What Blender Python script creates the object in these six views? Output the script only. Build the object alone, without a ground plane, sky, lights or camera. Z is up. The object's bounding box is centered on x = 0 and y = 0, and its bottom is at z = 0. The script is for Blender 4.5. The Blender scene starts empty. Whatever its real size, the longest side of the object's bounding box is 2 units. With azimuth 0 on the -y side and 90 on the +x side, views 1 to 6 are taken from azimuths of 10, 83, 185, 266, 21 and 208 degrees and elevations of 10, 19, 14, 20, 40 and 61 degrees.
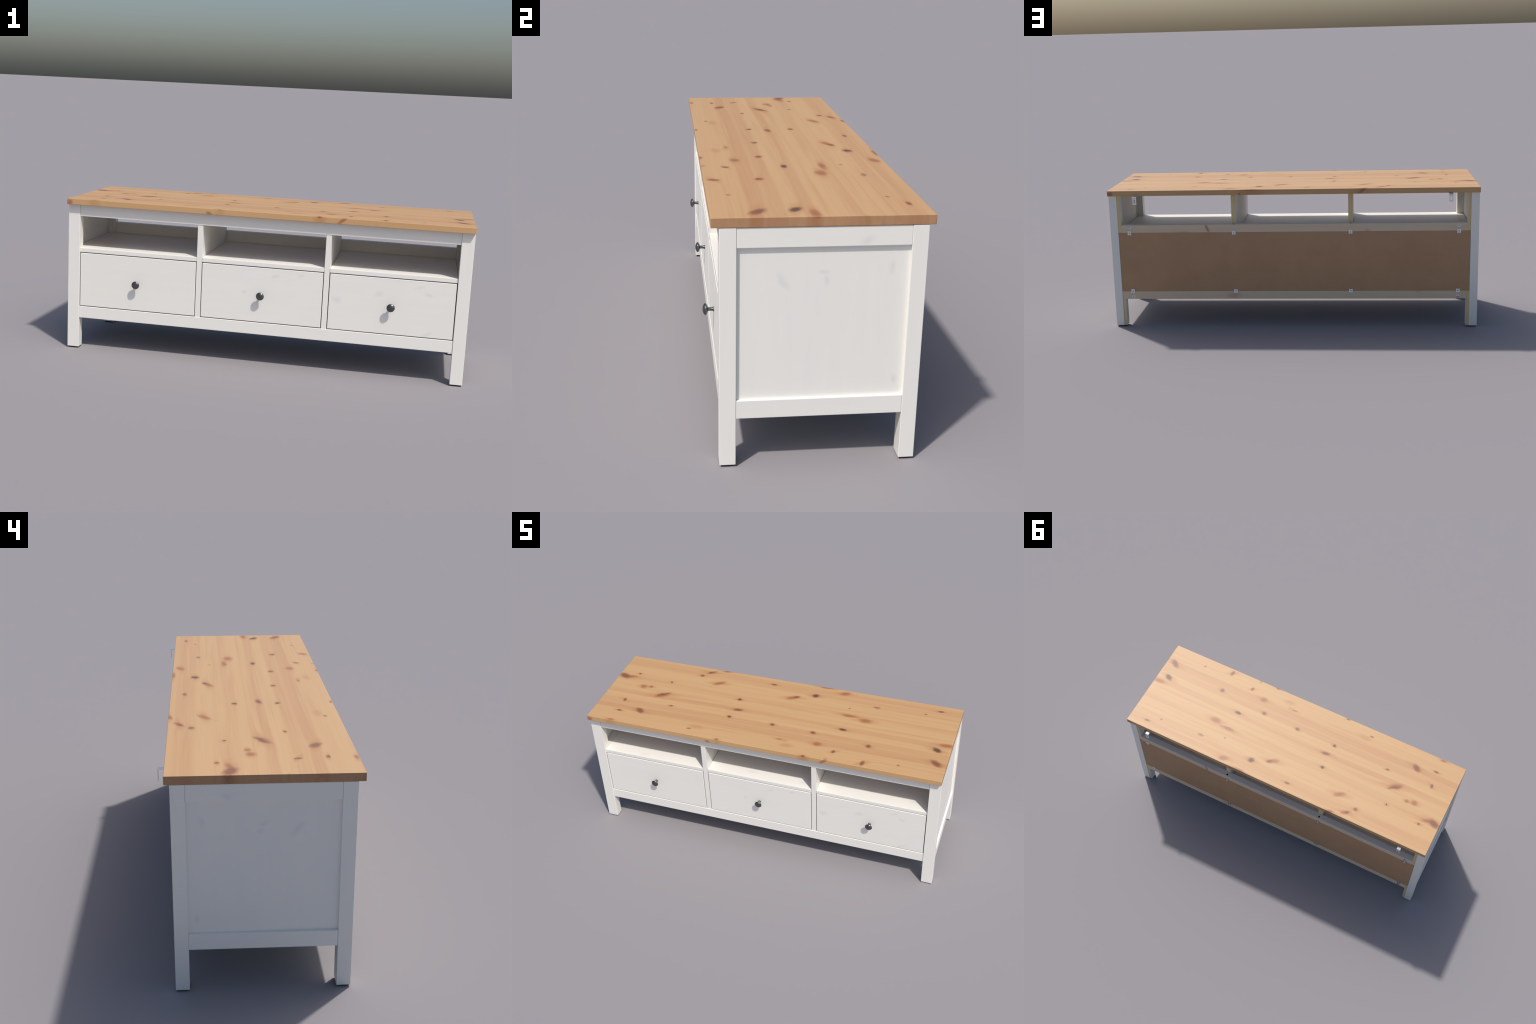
"""White painted pine media bench: three drawers, three open bays, stained pine top."""
import bpy, bmesh, math
from mathutils import Vector

# ------------------------------------------------------------------ sizes (m)
TOP_X, TOP_Y0, TOP_Y1, TOP_Z0, TOP_Z1 = 1.0, -0.3223, 0.3082, 0.7421, 0.7710
LEG_XO, LEG_XI = 0.9986, 0.9388           # outer / inner face of the legs
FL_Y0, FL_Y1 = -0.2992, -0.2510           # front legs
BL_Y0, BL_Y1 = 0.2432, 0.2900             # back legs
FOOT = 0.0036                             # height of the felt pads
STRIP_X = 0.9550                          # raw rebate strip of the back legs
PANEL_XO, PANEL_XI = 0.9872, 0.9780       # side panel
RAIL_X = 0.9972                           # face of the side rails
FRONT_Y = -0.2945                         # face of drawers
SHELF_Z0, SHELF_Z1 = 0.4990, 0.5203
BAY_HALF = 0.0129                         # half thickness of a divider
DIV_X = 0.3174
DRAWER_Z0, DRAWER_Z1 = 0.2222, 0.4947
LOW_Z0, LOW_Z1 = 0.1582, 0.2180           # front bottom rail
APRON_Z0 = 0.6825
BACK_RAIL_Y0 = 0.2540
DIV_Y1 = 0.2622                            # rear edge of the dividers, resting on the rail
KNOB_Z = 0.3576

# ------------------------------------------------------------------ node helpers
class Nodes:
    def __init__(self, name):
        self.mat = bpy.data.materials.new(name)
        self.mat.use_nodes = True
        self.tree = self.mat.node_tree
        self.tree.nodes.clear()
        self.out = self.new('ShaderNodeOutputMaterial')
        self.bsdf = self.new('ShaderNodeBsdfPrincipled')
        self.link(self.bsdf.outputs[0], self.out.inputs[0])
        self.coord = self.new('ShaderNodeTexCoord').outputs['Object']

    def new(self, kind, **kw):
        n = self.tree.nodes.new(kind)
        for k, v in kw.items():
            setattr(n, k, v)
        return n

    def link(self, a, b):
        self.tree.links.new(a, b)

    def plug(self, sock, v):
        if isinstance(v, bpy.types.NodeSocket):
            self.link(v, sock)
        else:
            sock.default_value = v

    def mapping(self, vec, loc=(0, 0, 0), rot=(0, 0, 0), scale=(1, 1, 1), kind='POINT'):
        n = self.new('ShaderNodeMapping', vector_type=kind)
        self.link(vec, n.inputs['Vector'])
        n.inputs['Location'].default_value = loc
        n.inputs['Rotation'].default_value = rot
        n.inputs['Scale'].default_value = scale
        return n.outputs[0]

    def noise(self, vec, scale=5, detail=3, rough=0.5, colour=False, dist=0.0):
        n = self.new('ShaderNodeTexNoise')
        self.link(vec, n.inputs['Vector'])
        n.inputs['Scale'].default_value = scale
        n.inputs['Detail'].default_value = detail
        n.inputs['Roughness'].default_value = rough
        n.inputs['Distortion'].default_value = dist
        return n.outputs['Color' if colour else 'Fac']

    def math(self, op, a, b=0.0, clamp=False):
        n = self.new('ShaderNodeMath', operation=op, use_clamp=clamp)
        self.plug(n.inputs[0], a)
        self.plug(n.inputs[1], b)
        return n.outputs[0]

    def vmath(self, op, a, b=(0, 0, 0)):
        n = self.new('ShaderNodeVectorMath', operation=op)
        self.plug(n.inputs[0], a)
        if op != 'LENGTH':
            self.plug(n.inputs[1], b)
        return n.outputs['Value' if op == 'LENGTH' else 'Vector']

    def span(self, v, a, b, lo=0.0, hi=1.0, smooth=True):
        n = self.new('ShaderNodeMapRange', interpolation_type='SMOOTHSTEP' if smooth else 'LINEAR')
        self.plug(n.inputs['Value'], v)
        for k, x in (('From Min', a), ('From Max', b), ('To Min', lo), ('To Max', hi)):
            n.inputs[k].default_value = x
        return n.outputs[0]

    def mix(self, fac, a, b, mode='MIX'):
        n = self.new('ShaderNodeMix', data_type='RGBA', blend_type=mode)
        self.plug(n.inputs[0], fac)
        self.plug(n.inputs[6], a if isinstance(a, bpy.types.NodeSocket) else (*a, 1))
        self.plug(n.inputs[7], b if isinstance(b, bpy.types.NodeSocket) else (*b, 1))
        return n.outputs[2]

    def ramp(self, fac, stops):
        n = self.new('ShaderNodeValToRGB')
        r = n.color_ramp
        while len(r.elements) < len(stops):
            r.elements.new(0.5)
        for e, (p, c) in zip(r.elements, stops):
            e.position = p
            e.color = (c, c, c, 1) if not isinstance(c, tuple) else (*c, 1)
        self.link(fac, n.inputs[0])
        return n.outputs[0]

    def xyz(self, vec):
        n = self.new('ShaderNodeSeparateXYZ')
        self.link(vec, n.inputs[0])
        return n.outputs

    def bump(self, h, strength, dist):
        n = self.new('ShaderNodeBump')
        n.inputs['Strength'].default_value = strength
        n.inputs['Distance'].default_value = dist
        self.link(h, n.inputs['Height'])
        self.link(n.outputs[0], self.bsdf.inputs['Normal'])

    def nearest(self, vec, knots, after=None):
        """Distance to the closest of several ellipsoids, 1 at their rims.
        Every step hangs on the one before (by a negligible nudge), so that the shader needs little memory."""
        d = None
        chain = after
        for loc, rot, scale in knots:
            v = vec
            if chain is not None:
                m = self.new('ShaderNodeVectorMath', operation='MULTIPLY_ADD')
                self.link(chain, m.inputs[0])
                m.inputs[1].default_value = (1e-8, 1e-8, 1e-8)
                self.link(vec, m.inputs[2])
                v = m.outputs[0]
            one = self.vmath('LENGTH', self.mapping(v, loc, rot, scale, 'TEXTURE'))
            d = one if d is None else self.math('MINIMUM', d, one)
            chain = d
        return d

    def done(self, colour, rough, spec=0.5, metal=0.0):
        self.plug(self.bsdf.inputs['Base Color'], colour if isinstance(colour, bpy.types.NodeSocket) else (*colour, 1))
        self.plug(self.bsdf.inputs['Roughness'], rough)
        self.bsdf.inputs['Specular IOR Level'].default_value = spec
        self.bsdf.inputs['Metallic'].default_value = metal
        return self.mat


# ------------------------------------------------------------------ stained pine top
# branch knots in the top: x, y, half length, half width, turn in degrees
DARK = [(.927, -.080, .0260, .0150, -33), (.408, -.048, .0190, .0098, -4), (.179, .211, .0180, .0140, 17),
        (-.225, -.108, .0110, .0100, -31), (-.225, .060, .0100, .0092, 0), (-.670, .112, .0067, .0064, 0)]
BROWN = [(.943, -.189, .0320, .0155, -36), (.577, -.147, .0132, .0120, -40), (.883, .256, .0150, .0070, 2),
         (.411, -.242, .0120, .0078, 79), (.263, -.117, .0125, .0114, -20), (.029, -.111, .0122, .0106, 0),
         (.077, .170, .0150, .0085, 27), (-.084, .252, .0150, .0074, 3), (-.202, -.035, .0225, .0102, 10),
         (-.579, -.104, .0096, .0052, 0), (-.521, .223, .0105, .0100, 35), (-.483, .266, .0130, .0074, 28),
         (-.731, -.194, .0265, .0154, -36), (-.847, -.223, .0130, .0060, -3), (-.860, -.122, .0145, .0075, -73),
         (-.667, -.014, .0345, .0082, 36), (-.966, .100, .0320, .0190, -27), (-.887, .141, .0084, .0072, 17),
         (.581, -.292, .0175, .0105, 88), (.270, -.3195, .0110, .0055, 0), (-.221, -.3165, .0080, .0050, 0)]
RED = [(.965, -.030, .0340, .0125, 2), (.506, .062, .0300, .0165, 1), (.311, -.204, .0190, .0145, -3),
       (.103, -.222, .0135, .0055, 6), (.409, .081, .0350, .0102, 1), (.334, .276, .0262, .0140, 21),
       (.062, .160, .0345, .0130, 31), (-.395, .177, .0320, .0132, 32), (-.477, .269, .0280, .0105, 29),
       (-.389, .303, .0250, .0058, 11), (-.668, -.021, .0420, .0160, 34), (-.812, .028, .0154, .0146, 0),
       (-.767, .036, .0106, .0092, 20), (-.924, .101, .0290, .0112, 16), (.216, .304, .0335, .0080, 1),
       (-.856, -.315, .0150, .0070, 0)]
GREY = [(.762, -.257, .0086, .0072, 0), (.807, .212, .0078, .0065, 0), (.536, .196, .0185, .0085, 0),
        (.392, .148, .0070, .0062, 36), (-.401, -.271, .0126, .0062, 10)]
FAINT = [(.135, -.229, .0265, .0082, 12), (.458, .081, .0300, .0088, -30), (-.274, -.032, .0058, .0044, 0),
         (-.435, .133, .0062, .0049, 0), (-.791, .034, .0310, .0116, 7), (-.995, -.081, .0086, .0056, 0),
         (.979, -.117, .0066, .0052, 0), (1.0, .113, .0060, .0120, 0), (.155, -.262, .045, .020, 5), (-.365, -.245, .05, .02, 0)]
# knots that are cut open on the edges of the top: centre, size, slant about y
EDGE_KNOTS = [((.377, -.3215, .758), (.0085, .016, .030), 50), ((-.272, -.3215, .747), (.016, .010, .010), 20),
              ((-.985, -.3215, .752), (.016, .012, .016), 40), ((.985, .307, .752), (.014, .012, .016), -40),
              ((.276, .307, .748), (.0055, .008, .007), 0), ((-.381, .307, .760), (.0075, .016, .030), -55)]


def flat_knots(rows, grow=1.06, stretch=1.0):
    # knots at the very edge stay shallow, the others run right through the board
    out = []
    for x, y, a, b, r in rows:
        rim = y < -.31 or y > .30 or .95 < x < .99
        out.append(((x, y, TOP_Z1 if rim else 0.757), (0, 0, math.radians(r)),
                    (a * grow * stretch, b * grow, .007 if rim else 5.0)))
    return out


def stained_pine(name, end_grain):
    n = Nodes(name)
    co = n.coord
    wob = n.vmath('SUBTRACT', n.noise(co, 22, 3, 0.55, True), (0.5, 0.5, 0.5))
    warped = n.vmath('ADD', co, n.vmath('MULTIPLY', wob, (0.015, 0.009, 0.0)))
    ragged = n.vmath('SUBTRACT', n.noise(n.mapping(co, scale=(0.6, 1.4, 1.0)), 75, 2, 0.5, True), (0.5, 0.5, 0.5))
    warped = n.vmath('ADD', warped, n.vmath('MULTIPLY', ragged, (0.013, 0.007, 0.0)))
    dark = n.nearest(warped, flat_knots(DARK))
    brown = n.nearest(warped, flat_knots(BROWN), dark)
    edge = n.nearest(warped, [(c, (0, math.radians(t), 0), s) for c, s, t in EDGE_KNOTS], brown)
    red = n.nearest(warped, flat_knots(RED), edge)
    grey = n.nearest(warped, flat_knots(GREY), red)
    faint = n.nearest(warped, flat_knots(FAINT), grey)
    halo = n.nearest(warped, [(c, r, (s[0] * 2.6 + .012, s[1] * 1.5 + .002, 5.0))
                              for c, r, s in flat_knots([k[:4] + (k[4] * .3,) for k in BROWN + DARK + RED])], faint)
    # the grain runs along x and bends round the knots
    px, py, pz = n.xyz(co)
    bend = n.noise(n.mapping(co, scale=(0.7, 2.6, 1.0)), 1.6, 2, 0.5)
    bend = n.math('MULTIPLY', n.math('SUBTRACT', bend, 0.5), 0.018)
    swirl = n.math('MULTIPLY', n.span(halo, 1.6, 0.3), 0.008)
    y2 = n.math('ADD', n.math('ADD', py, bend), swirl)
    # alternating heartwood (pinkish) and sapwood (yellowish) bands across the boards
    across = n.span(y2, TOP_Y0, TOP_Y1, 0, 1, smooth=False)
    band = n.ramp(across, [(0.00, .30), (.17, .30), (.186, .95), (.25, .90), (.26, .60), (.334, .65), (.345, .15), (.416, .15),
                           (.430, .75), (.472, .70), (.492, .30), (.528, .05), (.583, .10), (.607, .42), (.655, .52),
                           (.678, .20), (.83, .25), (.885, .75), (.95, .70), (.974, .35), (1.0, .40)])
    comb = n.new('ShaderNodeCombineXYZ')
    n.link(px, comb.inputs[0]); n.link(y2, comb.inputs[1]); n.link(pz, comb.inputs[2])
    bandf = n.math('ADD', n.math('MULTIPLY', band, 0.62),
                   n.math('MULTIPLY', n.noise(n.mapping(comb.outputs[0], scale=(1.0, 26, 9)), 1.0, 3, 0.55), 0.5))
    bandf = n.span(bandf, 0.25, 1.0)
    col = n.mix(bandf, (0.578, 0.355, 0.170), (0.512, 0.281, 0.134))
    # narrower rosy and straw streaks inside each board
    streak = n.noise(n.mapping(comb.outputs[0], loc=(3.1, 0.7, 0), scale=(1.3, 52, 20)), 1.0, 2, 0.5)
    col = n.mix(n.span(streak, 0.52, 0.72, 0, 0.42), col, (0.490, 0.258, 0.124))
    col = n.mix(n.span(streak, 0.45, 0.28, 0, 0.60), col, (0.590, 0.368, 0.185))
    # fine growth lines
    lines = n.noise(n.mapping(comb.outputs[0], scale=(2.0, 95, 40)), 1.0, 3, 0.6)
    col = n.mix(n.span(lines, 0.52, 0.80, 0, 0.26), col, (0.450, 0.225, 0.098))
    col = n.mix(n.span(lines, 0.46, 0.22, 0, 0.18), col, (0.640, 0.405, 0.205))
    # resin glow round the knots, then the knots themselves
    col = n.mix(n.span(halo, 1.15, 0.10, 0, 0.60), col, (0.460, 0.205, 0.072))
    col = n.mix(n.span(faint, 1.25, 0.2, 0, 0.45), col, (0.440, 0.195, 0.075))
    col = n.mix(n.span(red, 1.55, 0.40, 0, 0.82), col, (0.335, 0.125, 0.058))
    col = n.mix(n.span(grey, 1.55, 0.40, 0, 0.80), col, (0.240, 0.125, 0.068))
    col = n.mix(n.span(brown, 1.55, 0.40, 0, 0.90), col, (0.215, 0.083, 0.044))
    col = n.mix(n.span(edge, 1.5, 0.25, 0, 0.72), col, (0.265, 0.095, 0.045))
    col = n.mix(n.span(dark, 1.45, 0.40, 0, 0.95), col, (0.120, 0.060, 0.040))
    if end_grain:
        # cut fibre ends drink more stain
        col = n.mix(1.0, col, (0.77, 0.71, 0.76), 'MULTIPLY')
    n.bump(lines, 0.04, 0.001)
    return n.done(col, 0.485, 0.5)


# ------------------------------------------------------------------ white paint over pine
# knots that ghost through the paint: centre, size, turn about x (deg), turn about y (deg)
GHOSTS = [((.568, -.2945, .413), (.024, .05, .013), 0, -10), ((.370, -.2945, .369), (.022, .05, .015), 0, 15),
          ((.809, -.2945, .429), (.018, .05, .009), 0, 0), ((.762, -.2945, .460), (.022, .05, .008), 0, 0),
          ((.811, -.2945, .238), (.024, .05, .010), 0, -25), ((-.087, -.2945, .366), (.014, .05, .010), 0, 0),
          ((.070, -.2945, .458), (.020, .05, .008), 0, 0), ((.192, -.2945, .468), (.016, .05, .007), 0, 0)]
for _s in (1, -1):
    GHOSTS += [((_s * .985, -.116, .581), (.03, .012, .030), 38, 0), ((_s * .985, -.003, .604), (.03, .016, .008), 0, 0),
               ((_s * .985, .003, .578), (.03, .009, .012), 10, 0), ((_s * .985, .193, .614), (.03, .008, .018), 0, 0),
               ((_s * .985, .213, .262), (.03, .009, .014), 0, 0), ((_s * .994, .116, .697), (.03, .018, .010), 30, 0)]
SPOTS = [(-.70, -.272), (-.42, -.20), (-.05, -.245), (.25, -.25), (.62, -.21), (.85, -.235)]
GHOSTS += [((x, y, SHELF_Z1), (.024, .010, .01), 0, 0) for x, y in SPOTS]


def white_paint(name, grain):
    """Grain is the axis index along which the brush and wood fibres run."""
    n = Nodes(name)
    co = n.coord
    sc = [14.0, 14.0, 14.0]
    sc[grain] = 1.6
    fibre = n.noise(n.mapping(co, scale=sc), 2.2, 4, 0.6)
    cloud = n.noise(n.mapping(co, scale=[5 if i != grain else 2 for i in range(3)]), 1.7, 3, 0.55)
    warped = n.vmath('ADD', co, n.vmath('MULTIPLY', n.vmath('SUBTRACT', n.noise(co, 18, 3, 0.5, True), (.5, .5, .5)),
                                        (.03, .03, .03)))
    ghost = n.nearest(warped, [(c, (math.radians(rx), math.radians(ry), 0), s) for c, s, rx, ry in GHOSTS])
    col = n.mix(n.span(fibre, 0.42, 0.68), (0.864, 0.845, 0.790), (0.848, 0.835, 0.788))
    col = n.mix(n.span(cloud, 0.50, 0.75, 0, 0.5), col, (0.822, 0.822, 0.798))
    col = n.mix(n.span(ghost, 1.7, 0.0, 0, 0.50), col, (0.690, 0.700, 0.695))
    n.bump(fibre, 0.03, 0.001)
    return n.done(col, 0.50, 0.45)


# ------------------------------------------------------------------ raw back side
RAIL_KNOTS = [((.462, .2885, .557), (.008, .03, .03), 22)]
RAIL_ORANGE = [((-.407, .2885, .536), (.022, .03, .014), 0), ((.330, .2885, .178), (.045, .03, .024), 0),
               ((-.680, .2885, .196), (.018, .03, .006), 0), ((.60, .2885, .535), (.05, .03, .008), 0)]


def raw_pine_rail():
    n = Nodes('raw_pine_rail')
    co = n.coord
    px, py, pz = n.xyz(co)
    # finger-jointed staves: each length of the rail has its own tone
    upper = n.math('GREATER_THAN', pz, 0.4)
    x_up = n.span(px, -1, 1, 0, 1, smooth=False)
    a = n.ramp(x_up, [(0, .35), (.291, .35), (.2925, .75), (.66, .80), (.93, .35), (1, .3)])
    b = n.ramp(x_up, [(0, .60), (.220, .60), (.2215, .05), (.604, .05), (.6055, .55), (.85, .60), (1, .40)])
    tone = n.mix(upper, b, a)
    grain = n.noise(n.mapping(co, scale=(2.0, 40, 46)), 1.0, 4, 0.6)
    col = n.mix(tone, (0.650, 0.560, 0.400), (0.700, 0.535, 0.402))
    col = n.mix(n.span(grain, 0.45, 0.75, 0, 0.35), col, (0.560, 0.420, 0.270))
    org = n.nearest(co, [(c, (0, math.radians(t), 0), s) for c, s, t in RAIL_ORANGE])
    col = n.mix(n.span(org, 1.3, 0.1, 0, 0.55), col, (0.540, 0.300, 0.150))
    kn = n.nearest(co, [(c, (0, math.radians(t), 0), s) for c, s, t in RAIL_KNOTS])
    col = n.mix(n.span(kn, 1.6, 0.2, 0, 0.75), col, (0.330, 0.170, 0.110))
    n.bump(grain, 0.05, 0.001)
    return n.done(col, 0.65, 0.3)


def raw_pine_strip():
    n = Nodes('raw_pine_strip')
    grain = n.noise(n.mapping(n.coord, scale=(60, 60, 2.2)), 1.0, 4, 0.6)
    col = n.mix(n.span(grain, 0.35, 0.7), (0.715, 0.570, 0.320), (0.650, 0.485, 0.262))
    return n.done(col, 0.65, 0.3)


def hardboard():
    n = Nodes('brown_hardboard')
    big = n.noise(n.coord, 9, 4, 0.6)
    fine = n.noise(n.coord, 160, 2, 0.6)
    col = n.mix(n.span(big, 0.35, 0.7), (0.475, 0.290, 0.164), (0.445, 0.270, 0.152))
    col = n.mix(n.span(fine, 0.5, 0.75, 0, 0.4), col, (0.385, 0.232, 0.131))
    n.bump(fine, 0.05, 0.0005)
    return n.done(col, 0.7, 0.3)


def zinc():
    n = Nodes('zinc_plate')
    v = n.noise(n.coord, 60, 3, 0.5)
    return n.done(n.mix(v, (0.66, 0.68, 0.70), (0.78, 0.79, 0.80)), 0.22, 0.5, 1.0)


def clip_steel():
    n = Nodes('dull_clip_steel')
    v = n.noise(n.coord, 90, 3, 0.5)
    return n.done(n.mix(v, (0.58, 0.60, 0.63), (0.70, 0.71, 0.73)), 0.24, 0.5, 1.0)


def knob_metal():
    n = Nodes('dark_knob_metal')
    v = n.noise(n.coord, 40, 3, 0.5)
    return n.done(n.mix(v, (0.125, 0.127, 0.128), (0.155, 0.157, 0.158)), 0.27, 0.5, 0.9)


def plain(name, colour, rough, spec=0.4):
    n = Nodes(name)
    v = n.noise(n.coord, 30, 2, 0.5)
    return n.done(n.mix(v, colour, tuple(c * 0.85 for c in colour)), rough, spec)


M_TOP, M_END = stained_pine('stained_pine', False), stained_pine('stained_pine_end_grain', True)
M_WX, M_WY, M_WZ = white_paint('white_paint_x', 0), white_paint('white_paint_y', 1), white_paint('white_paint_z', 2)
M_RAIL, M_STRIP, M_BOARD = raw_pine_rail(), raw_pine_strip(), hardboard()
M_ZINC, M_CLIP, M_KNOB = zinc(), clip_steel(), knob_metal()
M_PAD = plain('black_felt', (0.030, 0.029, 0.028), 0.9, 0.2)
M_HOLE = plain('dark_bore', (0.045, 0.036, 0.026), 0.9, 0.2)
M_GAP_SHADE = plain('gap_shade_dark_grey', (0.16, 0.16, 0.165), 0.5)  # grey chosen dark so the drawer gaps read as shadow
M_BOX = plain('pale_drawer_board', (0.60, 0.59, 0.56), 0.6)

# ------------------------------------------------------------------ mesh helpers
root = bpy.data.objects.new('media_bench', None)
bpy.context.collection.objects.link(root)
root['label'] = 'white media bench with three drawers and honey pine top'
root['category'] = 'tv bench'


def add(name, mesh, parent=root, loc=(0, 0, 0)):
    ob = bpy.data.objects.new(name, mesh)
    ob.location = loc
    ob.parent = parent
    bpy.context.collection.objects.link(ob)
    return ob


def finish(bm, name, mats, raw_back=False, smooth=True, angle=40):
    bm.normal_update()
    me = bpy.data.meshes.new(name)
    for f in bm.faces:
        f.smooth = smooth
        if raw_back:
            f.material_index = 1 if f.normal.y > 0.9 else 0
    bm.to_mesh(me)
    bm.free()
    for m in mats:
        me.materials.append(m)
    if smooth:
        me.set_sharp_from_angle(angle=math.radians(angle))
    return me


def bevel_all(bm, w, seg=2):
    if w > 0:
        bmesh.ops.bevel(bm, geom=bm.edges[:], offset=w, offset_type='OFFSET', segments=seg, profile=0.5,
                        affect='EDGES', clamp_overlap=True)


def board(name, x0, x1, y0, y1, z0, z1, mats, bevel=0.0016, parent=root, raw_back=False, seg=2):
    """A rectangular plank with eased edges, modelled in the bench's own frame."""
    if not isinstance(mats, (list, tuple)):
        mats = [mats]
    bm = bmesh.new()
    bmesh.ops.create_cube(bm, size=1)
    for v in bm.verts:
        v.co = Vector((x0 + (v.co.x + .5) * (x1 - x0), y0 + (v.co.y + .5) * (y1 - y0), z0 + (v.co.z + .5) * (z1 - z0)))
    bevel_all(bm, bevel, seg)
    me = finish(bm, name, mats, raw_back, smooth=False)
    return add(name, me, parent)


def spin_profile(name, profile, mat, steps=40, axis='Y'):
    """Turned part: (radius, along) pairs revolved about its own axis."""
    bm = bmesh.new()
    rings = []
    for r, t in profile:
        if r < 1e-6:
            rings.append([bm.verts.new((0, t, 0))])
        else:
            rings.append([bm.verts.new((r * math.cos(2 * math.pi * i / steps), t, r * math.sin(2 * math.pi * i / steps)))
                          for i in range(steps)])
    for a, b in zip(rings, rings[1:]):
        for i in range(steps):
            j = (i + 1) % steps
            q = [a[i % len(a)], a[j % len(a)], b[j % len(b)], b[i % len(b)]]
            q = list(dict.fromkeys(q))
            if len(q) > 2:
                bm.faces.new(q)
    for ring in (rings[0], rings[-1]):
        if len(ring) > 2:
            bm.faces.new(ring)
    bmesh.ops.recalc_face_normals(bm, faces=bm.faces[:])
    return finish(bm, name, [mat], angle=50)


def prism(name, outline, axis_vec, mats, bevel=0.0):
    """Extrude a closed planar outline along a vector."""
    bm = bmesh.new()
    f = bm.faces.new([bm.verts.new(p) for p in outline])
    r = bmesh.ops.extrude_face_region(bm, geom=[f])
    for v in [g for g in r['geom'] if isinstance(g, bmesh.types.BMVert)]:
        v.co += Vector(axis_vec)
    bmesh.ops.recalc_face_normals(bm, faces=bm.faces[:])
    bevel_all(bm, bevel)
    return finish(bm, name, mats, smooth=False)


# ------------------------------------------------------------------ table top
top_board = board('table_top', -TOP_X, TOP_X, TOP_Y0, TOP_Y1, TOP_Z0, TOP_Z1, [M_TOP, M_END], bevel=0.0017, seg=2)
for p in top_board.data.polygons:
    p.material_index = 1 if abs(p.normal.x) > 0.9 else 0

# ------------------------------------------------------------------ ends: legs, rails, panels
for s in (1, -1):
    def bx(a, b):
        return (min(s * a, s * b), max(s * a, s * b))
    leg = board('leg', *bx(LEG_XI, LEG_XO), FL_Y0, FL_Y1, FOOT, TOP_Z0 - .0004, M_WZ, 0.0016)
    board('foot_pad', *bx(LEG_XI + .004, LEG_XO - .0036), FL_Y0 + .0036, FL_Y1 - .0036, 0, FOOT, M_PAD, 0.001, leg)
    leg = board('leg', *bx(STRIP_X + .0003, LEG_XO), BL_Y0, BL_Y1, FOOT, TOP_Z0 - .0004, M_WZ, 0.0016)
    board('foot_pad', *bx(LEG_XI + .004, LEG_XO - .0036), BL_Y0 + .0036, BL_Y1 - .0036, 0, FOOT, M_PAD, 0.001, leg)
    # inner half of the back leg: painted inside, raw towards the wall, rebated for the back panel
    strip = [(s * LEG_XI, y, z) for y, z in
             [(BL_Y0 + .0006, FOOT + .0003), (BL_Y1 - .0030, FOOT + .0003), (BL_Y1 - .0030, .2010), (BL_Y1 - .0085, .2010),
              (BL_Y1 - .0085, .5345), (BL_Y1 - .0030, .5345), (BL_Y1 - .0030, TOP_Z0 - .0006), (BL_Y0 + .0006, TOP_Z0 - .0006)]]
    bm = bmesh.new()
    f = bm.faces.new([bm.verts.new(p) for p in strip])
    r = bmesh.ops.extrude_face_region(bm, geom=[f])
    for v in [g for g in r['geom'] if isinstance(g, bmesh.types.BMVert)]:
        v.co.x += s * (STRIP_X - LEG_XI)
    bmesh.ops.recalc_face_normals(bm, faces=bm.faces[:])
    add('rebate_strip', finish(bm, 'rebate_strip', [M_WZ, M_STRIP], raw_back=True, smooth=False), leg)
    # round plug in the inner face of the back leg
    plug = spin_profile('screw_plug', [(0, -.0006), (.0048, -.0006), (.0052, 0), (.0022, .0004), (0, .0002)], M_WZ, 20)
    ob = add('screw_plug', plug, leg, (s * LEG_XI, .2682, .697))
    ob.rotation_euler = (0, 0, math.radians(90 * s))
    # side frame
    board('side_rail', *bx(.9725, RAIL_X), FL_Y1 + .0002, BL_Y0 - .0002, APRON_Z0 - .0005, TOP_Z0 - .0008, M_WY, 0.0018)
    board('side_rail', *bx(PANEL_XI + .0012, RAIL_X), FL_Y1 + .0002, BL_Y0 - .0002, .1562, .2146, M_WY, 0.0018)
    board('side_panel', *bx(PANEL_XI, PANEL_XO), FL_Y1 - .004, BL_Y0 + .004, .1590, TOP_Z0 - .0030, M_WZ, 0)
    # filler strip between shelf and side panel
    board('shelf_filler', *bx(.9398, PANEL_XI - .0024), FL_Y1 + .0008, BL_Y0 - .0008, SHELF_Z0, SHELF_Z1 - .0001, M_WY, 0.0018)

# ------------------------------------------------------------------ front frame
board('apron', -LEG_XI + .0003, LEG_XI - .0003, FRONT_Y - .0010, -.2700, APRON_Z0, TOP_Z0 - .0005, M_WX, 0.0020)
board('bottom_rail', -LEG_XI + .0003, LEG_XI - .0003, FRONT_Y - .0012, -.2600, LOW_Z0, LOW_Z1, M_WX, 0.0018)

for s in (1, -1):
    cx = s * DIV_X
    outline = [(cx - BAY_HALF, y, z) for y, z in
               [(FRONT_Y + .0010, LOW_Z1), (BACK_RAIL_Y0 - .0003, LOW_Z1), (BACK_RAIL_Y0 - .0003, .5776),
                (DIV_Y1, .5776), (DIV_Y1, TOP_Z0 - .0010),
                (-.2695, TOP_Z0 - .0010), (-.2695, APRON_Z0 - .0003), (FRONT_Y + .0010, APRON_Z0 - .0003)]]
    add('divider', prism('divider', outline, (2 * BAY_HALF, 0, 0), [M_WZ], 0.0010))
    # raw rear edge of the divider above the shelf
    board('divider_edge', cx - BAY_HALF + .0006, cx + BAY_HALF - .0006, DIV_Y1 - .0012, DIV_Y1 + .0003,
          .5790, TOP_Z0 - .0015, M_STRIP, 0)

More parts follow.
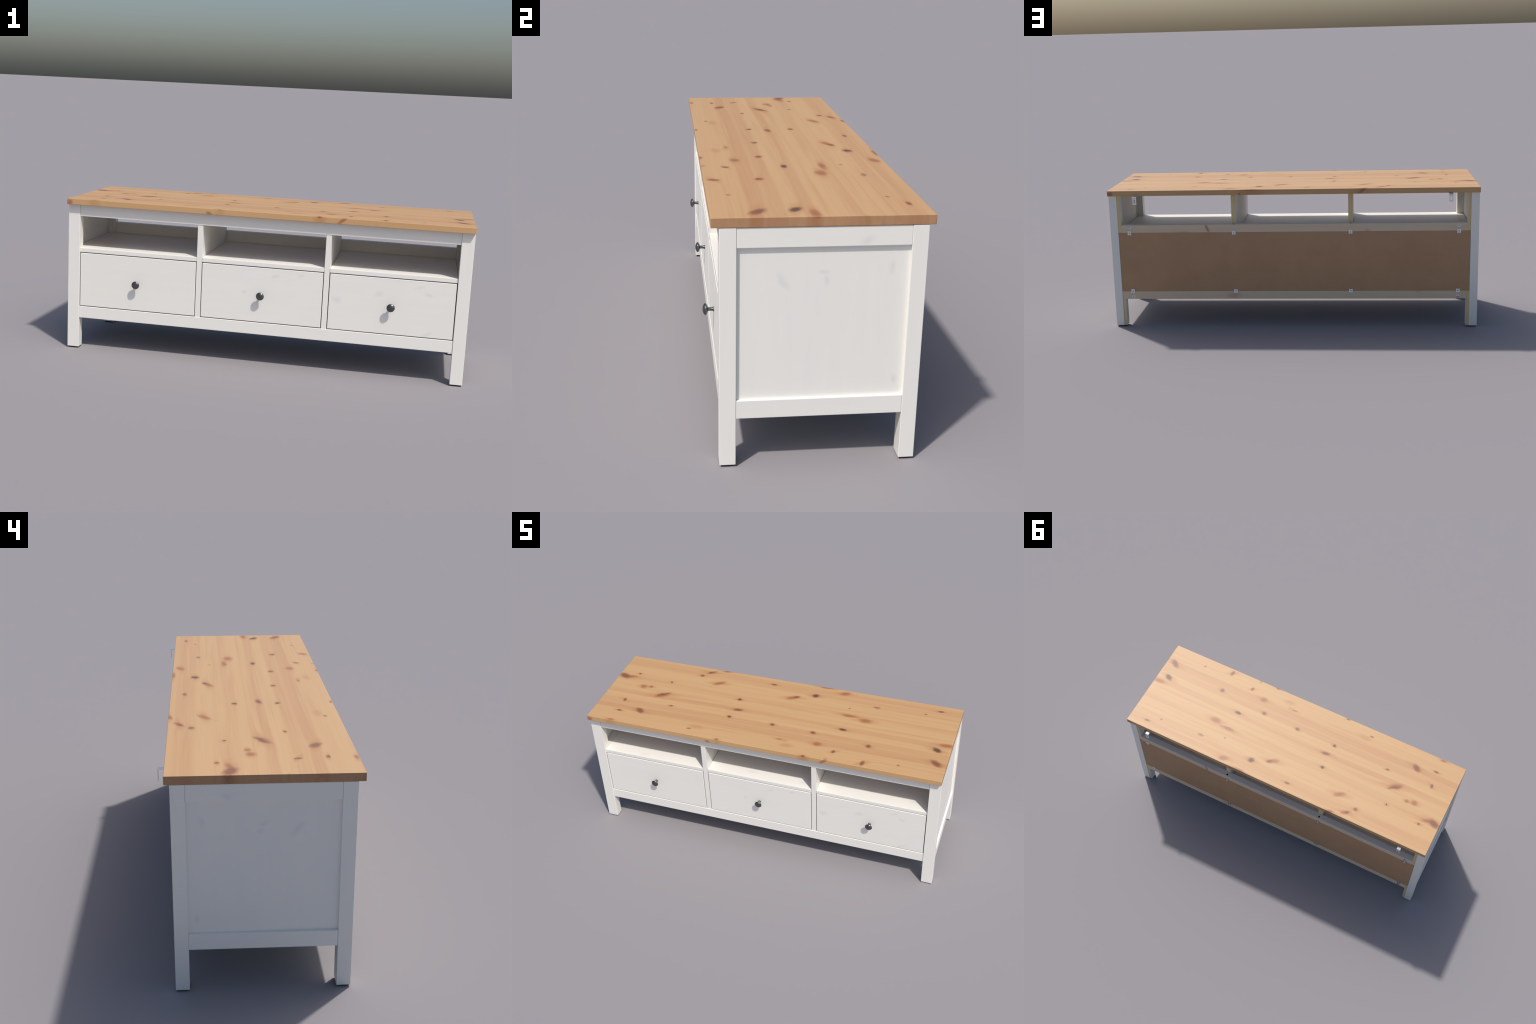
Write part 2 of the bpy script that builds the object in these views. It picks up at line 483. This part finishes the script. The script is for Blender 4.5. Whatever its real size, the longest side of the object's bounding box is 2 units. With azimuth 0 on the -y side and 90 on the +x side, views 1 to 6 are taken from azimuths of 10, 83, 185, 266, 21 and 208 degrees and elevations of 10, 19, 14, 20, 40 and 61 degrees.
gap = 0.0012
for x0, x1 in ((-LEG_XI - .0010, -DIV_X - BAY_HALF), (-DIV_X + BAY_HALF, DIV_X - BAY_HALF), (DIV_X + BAY_HALF, LEG_XI + .0010)):
    board('shelf', x0 + gap, x1 - gap, FRONT_Y + .0012, BACK_RAIL_Y0 - .0003, SHELF_Z0, SHELF_Z1, M_WX, 0.0016)

# ------------------------------------------------------------------ back frame
# rebated rails: the hardboard back laps over their inner edges
PB = BL_Y1 - .0084
RB = BL_Y1 - .0006
for prof in ([(BACK_RAIL_Y0, .4985), (PB, .4985), (PB, .5342), (RB, .5342), (RB, .5772), (BACK_RAIL_Y0, .5772)],
             [(BACK_RAIL_Y0, .1572), (RB, .1572), (RB, .2012), (PB, .2012), (PB, .2350), (BACK_RAIL_Y0, .2350)]):
    me = prism('back_rail', [(-LEG_XI + .0003, y, z) for y, z in prof], (2 * LEG_XI - .0006, 0, 0), [M_WX, M_RAIL], 0.0010)
    for p in me.polygons:
        p.material_index = 1 if p.normal.y > 0.9 else 0
    add('back_rail', me)
board('back_panel', -STRIP_X + .0006, STRIP_X - .0006, BL_Y1 - .0080, BL_Y1 - .0012, .2016, .5338, M_BOARD, 0.0004)

bore = spin_profile('bore_hole', [(0, .0004), (.0056, .0004), (.0062, .0001), (.0062, -.001), (0, -.001)], M_HOLE, 24)  # thin disc on the rail top, coloured like the dark inside a hole
for s in (1, -1):
    ob = add('bore_hole', bore, root, (s * .3177, .2768, .5772))
    ob.rotation_euler = (math.radians(90), 0, 0)

# retaining clips, their screws and the cam locks
bm = bmesh.new()
bmesh.ops.create_cube(bm, size=1)
for v in bm.verts:
    v.co = Vector((v.co.x * .0205, v.co.y * .0030, v.co.z * .0262))
bevel_all(bm, .0007, 2)
top = max(bm.faces, key=lambda f: f.calc_center_median().y)
bmesh.ops.inset_region(bm, faces=[top], thickness=.0045, depth=-.0011)
clip_me = finish(bm, 'retaining_clip', [M_CLIP], smooth=False)


def cross_head(name, r, h, mat, slot):
    """Domed screw or cam head with a cross of two thin raised black bars."""
    bm = bmesh.new()
    prof = [(0, h), (r * .45, h * .96), (r * .8, h * .75), (r, h * .3), (r, -.001)]
    steps = 28
    rings = [[bm.verts.new((0, h, 0))]]
    for rr, t in prof[1:]:
        rings.append([bm.verts.new((rr * math.cos(2 * math.pi * i / steps), t, rr * math.sin(2 * math.pi * i / steps)))
                      for i in range(steps)])
    for a, b in zip(rings, rings[1:]):
        for i in range(steps):
            q = list(dict.fromkeys([a[i % len(a)], a[(i + 1) % steps % len(a)], b[(i + 1) % steps], b[i]]))
            bm.faces.new(q)
    n0 = len(bm.faces)
    for ang in (0, math.pi / 2):
        m = bmesh.ops.create_cube(bm, size=1)
        for v in m['verts']:
            x, y, z = v.co.x * r * 1.1, h * .96 + v.co.y * .0008, v.co.z * slot
            v.co = Vector((x * math.cos(ang) - z * math.sin(ang), y + (.0001 if ang else 0), x * math.sin(ang) + z * math.cos(ang)))
    bmesh.ops.recalc_face_normals(bm, faces=bm.faces[:])
    bm.faces.ensure_lookup_table()
    for i, f in enumerate(bm.faces):
        f.material_index = 1 if i >= n0 else 0
    return finish(bm, name, [mat, M_PAD])


screw_me = cross_head('clip_screw', .0046, .0020, M_ZINC, .0012)
cam_me = cross_head('cam_lock', .0088, .0014, M_CLIP, .0016)
for k, x in enumerate((-.8937, -.3166, .3166, .8937)):
    for j, z in enumerate((.5330, .2034)):
        clip = add('retaining_clip', clip_me, root, (x, BL_Y1 + .0002, z))
        sc = add('clip_screw', screw_me, clip, (0, .0005, .001 if j else -.001))
        sc.rotation_euler = (0, math.radians(17 + 29 * k + 41 * j), 0)
for i, (x, z) in enumerate(((-.8928, .5634), (.8928, .5634), (-.8928, .1727), (.8928, .1727))):
    cam = add('cam_lock', cam_me, root, (x, BL_Y1 - .0008, z))
    cam.rotation_euler = (0, math.radians(12 + 35 * i), 0)

# wall anchors: bent strap with a long slot, screwed under the top
W, T, H = .0216, .0017, .0410
for s in (1, -1):
    cx, yb, zt = s * .8455, .3315, .7398
    bm = bmesh.new()
    # upright plate as a frame round the slot, then the fold and the flat part under the top
    xs = [-W / 2, -.0044, .0044, W / 2]
    zs = [zt - H, zt - H + .0075, zt - .0135, zt]
    grid = [[bm.verts.new((cx + x, yb, z)) for x in xs] for z in zs]
    for i in range(3):
        for j in range(3):
            if (i, j) != (1, 1):
                bm.faces.new([grid[i][j], grid[i][j + 1], grid[i + 1][j + 1], grid[i + 1][j]])
    prev = grid[3]
    for a in (30, 60, 90):
        a = math.radians(a)
        row = [bm.verts.new((cx + x, yb - .002 * (1 - math.cos(a)), zt + .002 * math.sin(a))) for x in xs]
        for j in range(3):
            bm.faces.new([prev[j], prev[j + 1], row[j + 1], row[j]])
        prev = row
    row = [bm.verts.new((cx + x, .2750, zt + .002)) for x in xs]
    for j in range(3):
        bm.faces.new([prev[j], prev[j + 1], row[j + 1], row[j]])
    bmesh.ops.recalc_face_normals(bm, faces=bm.faces[:])
    bmesh.ops.solidify(bm, geom=bm.faces[:], thickness=T)
    # keep the outer skin on the measured planes
    dy = yb - max(v.co.y for v in bm.verts)
    dz = (TOP_Z0 - .0003) - max(v.co.z for v in bm.verts)
    for v in bm.verts:
        v.co.y += dy
        v.co.z += min(dz, 0)
    add('wall_anchor', finish(bm, 'wall_anchor', [M_ZINC]))

# ------------------------------------------------------------------ drawers
# knob turned about y; y = 0 on the drawer face, front towards -y
knob_prof = [(0, -.0370), (.0050, -.0367), (.0100, -.0356), (.0142, -.0339), (.0175, -.0316), (.0193, -.0294), (.0199, -.0279),
             (.0196, -.0267), (.0175, -.0244), (.0140, -.0219), (.0100, -.0201), (.0072, -.0193), (.0061, -.0180), (.0057, -.0120),
             (.0057, -.0055), (.0064, -.0038), (.0078, -.0026), (.0080, -.0006), (.0078, .0004)]
knob_me = spin_profile('knob', knob_prof, M_KNOB, 40)

g = 0.0040
bays = ((-LEG_XI + g + .0005, -DIV_X - BAY_HALF - g), (-DIV_X + BAY_HALF + g, DIV_X - BAY_HALF - g), (DIV_X + BAY_HALF + g, LEG_XI - g - .0005))
for x0, x1 in bays:
    drawer = board('drawer', x0, x1, FRONT_Y, FRONT_Y + .0245, DRAWER_Z0, DRAWER_Z1, M_WX, 0.0016)
    ya, yb = FRONT_Y + .0247, .2450
    for n, (a, b, c, d, e, f) in (('drawer_side', (x0 + .010, x0 + .026, ya, yb, .2290, .4500)),
                                  ('drawer_side', (x1 - .026, x1 - .010, ya, yb, .2290, .4500)),
                                  ('drawer_back', (x0 + .0263, x1 - .0263, yb - .016, yb, .2400, .4500)),
                                  ('drawer_bottom', (x0 + .0263, x1 - .0263, ya, yb - .0165, .2330, .2390))):
        board(n, a, b, c, d, e, f, M_BOX, 0.0006, drawer)
    # solid blocks plug the slits beside each drawer and deepen their shadow lines
    for a, b in ((x0 - g + .0008, x0 + .0092), (x1 - .0092, x1 + g - .0008)):
        board('gap_shade_block', a, b, FRONT_Y + .0262, .2450, .2192, .4700, M_GAP_SHADE, 0.0006)
    add('knob', knob_me, drawer, ((x0 + x1) / 2, FRONT_Y, KNOB_Z))
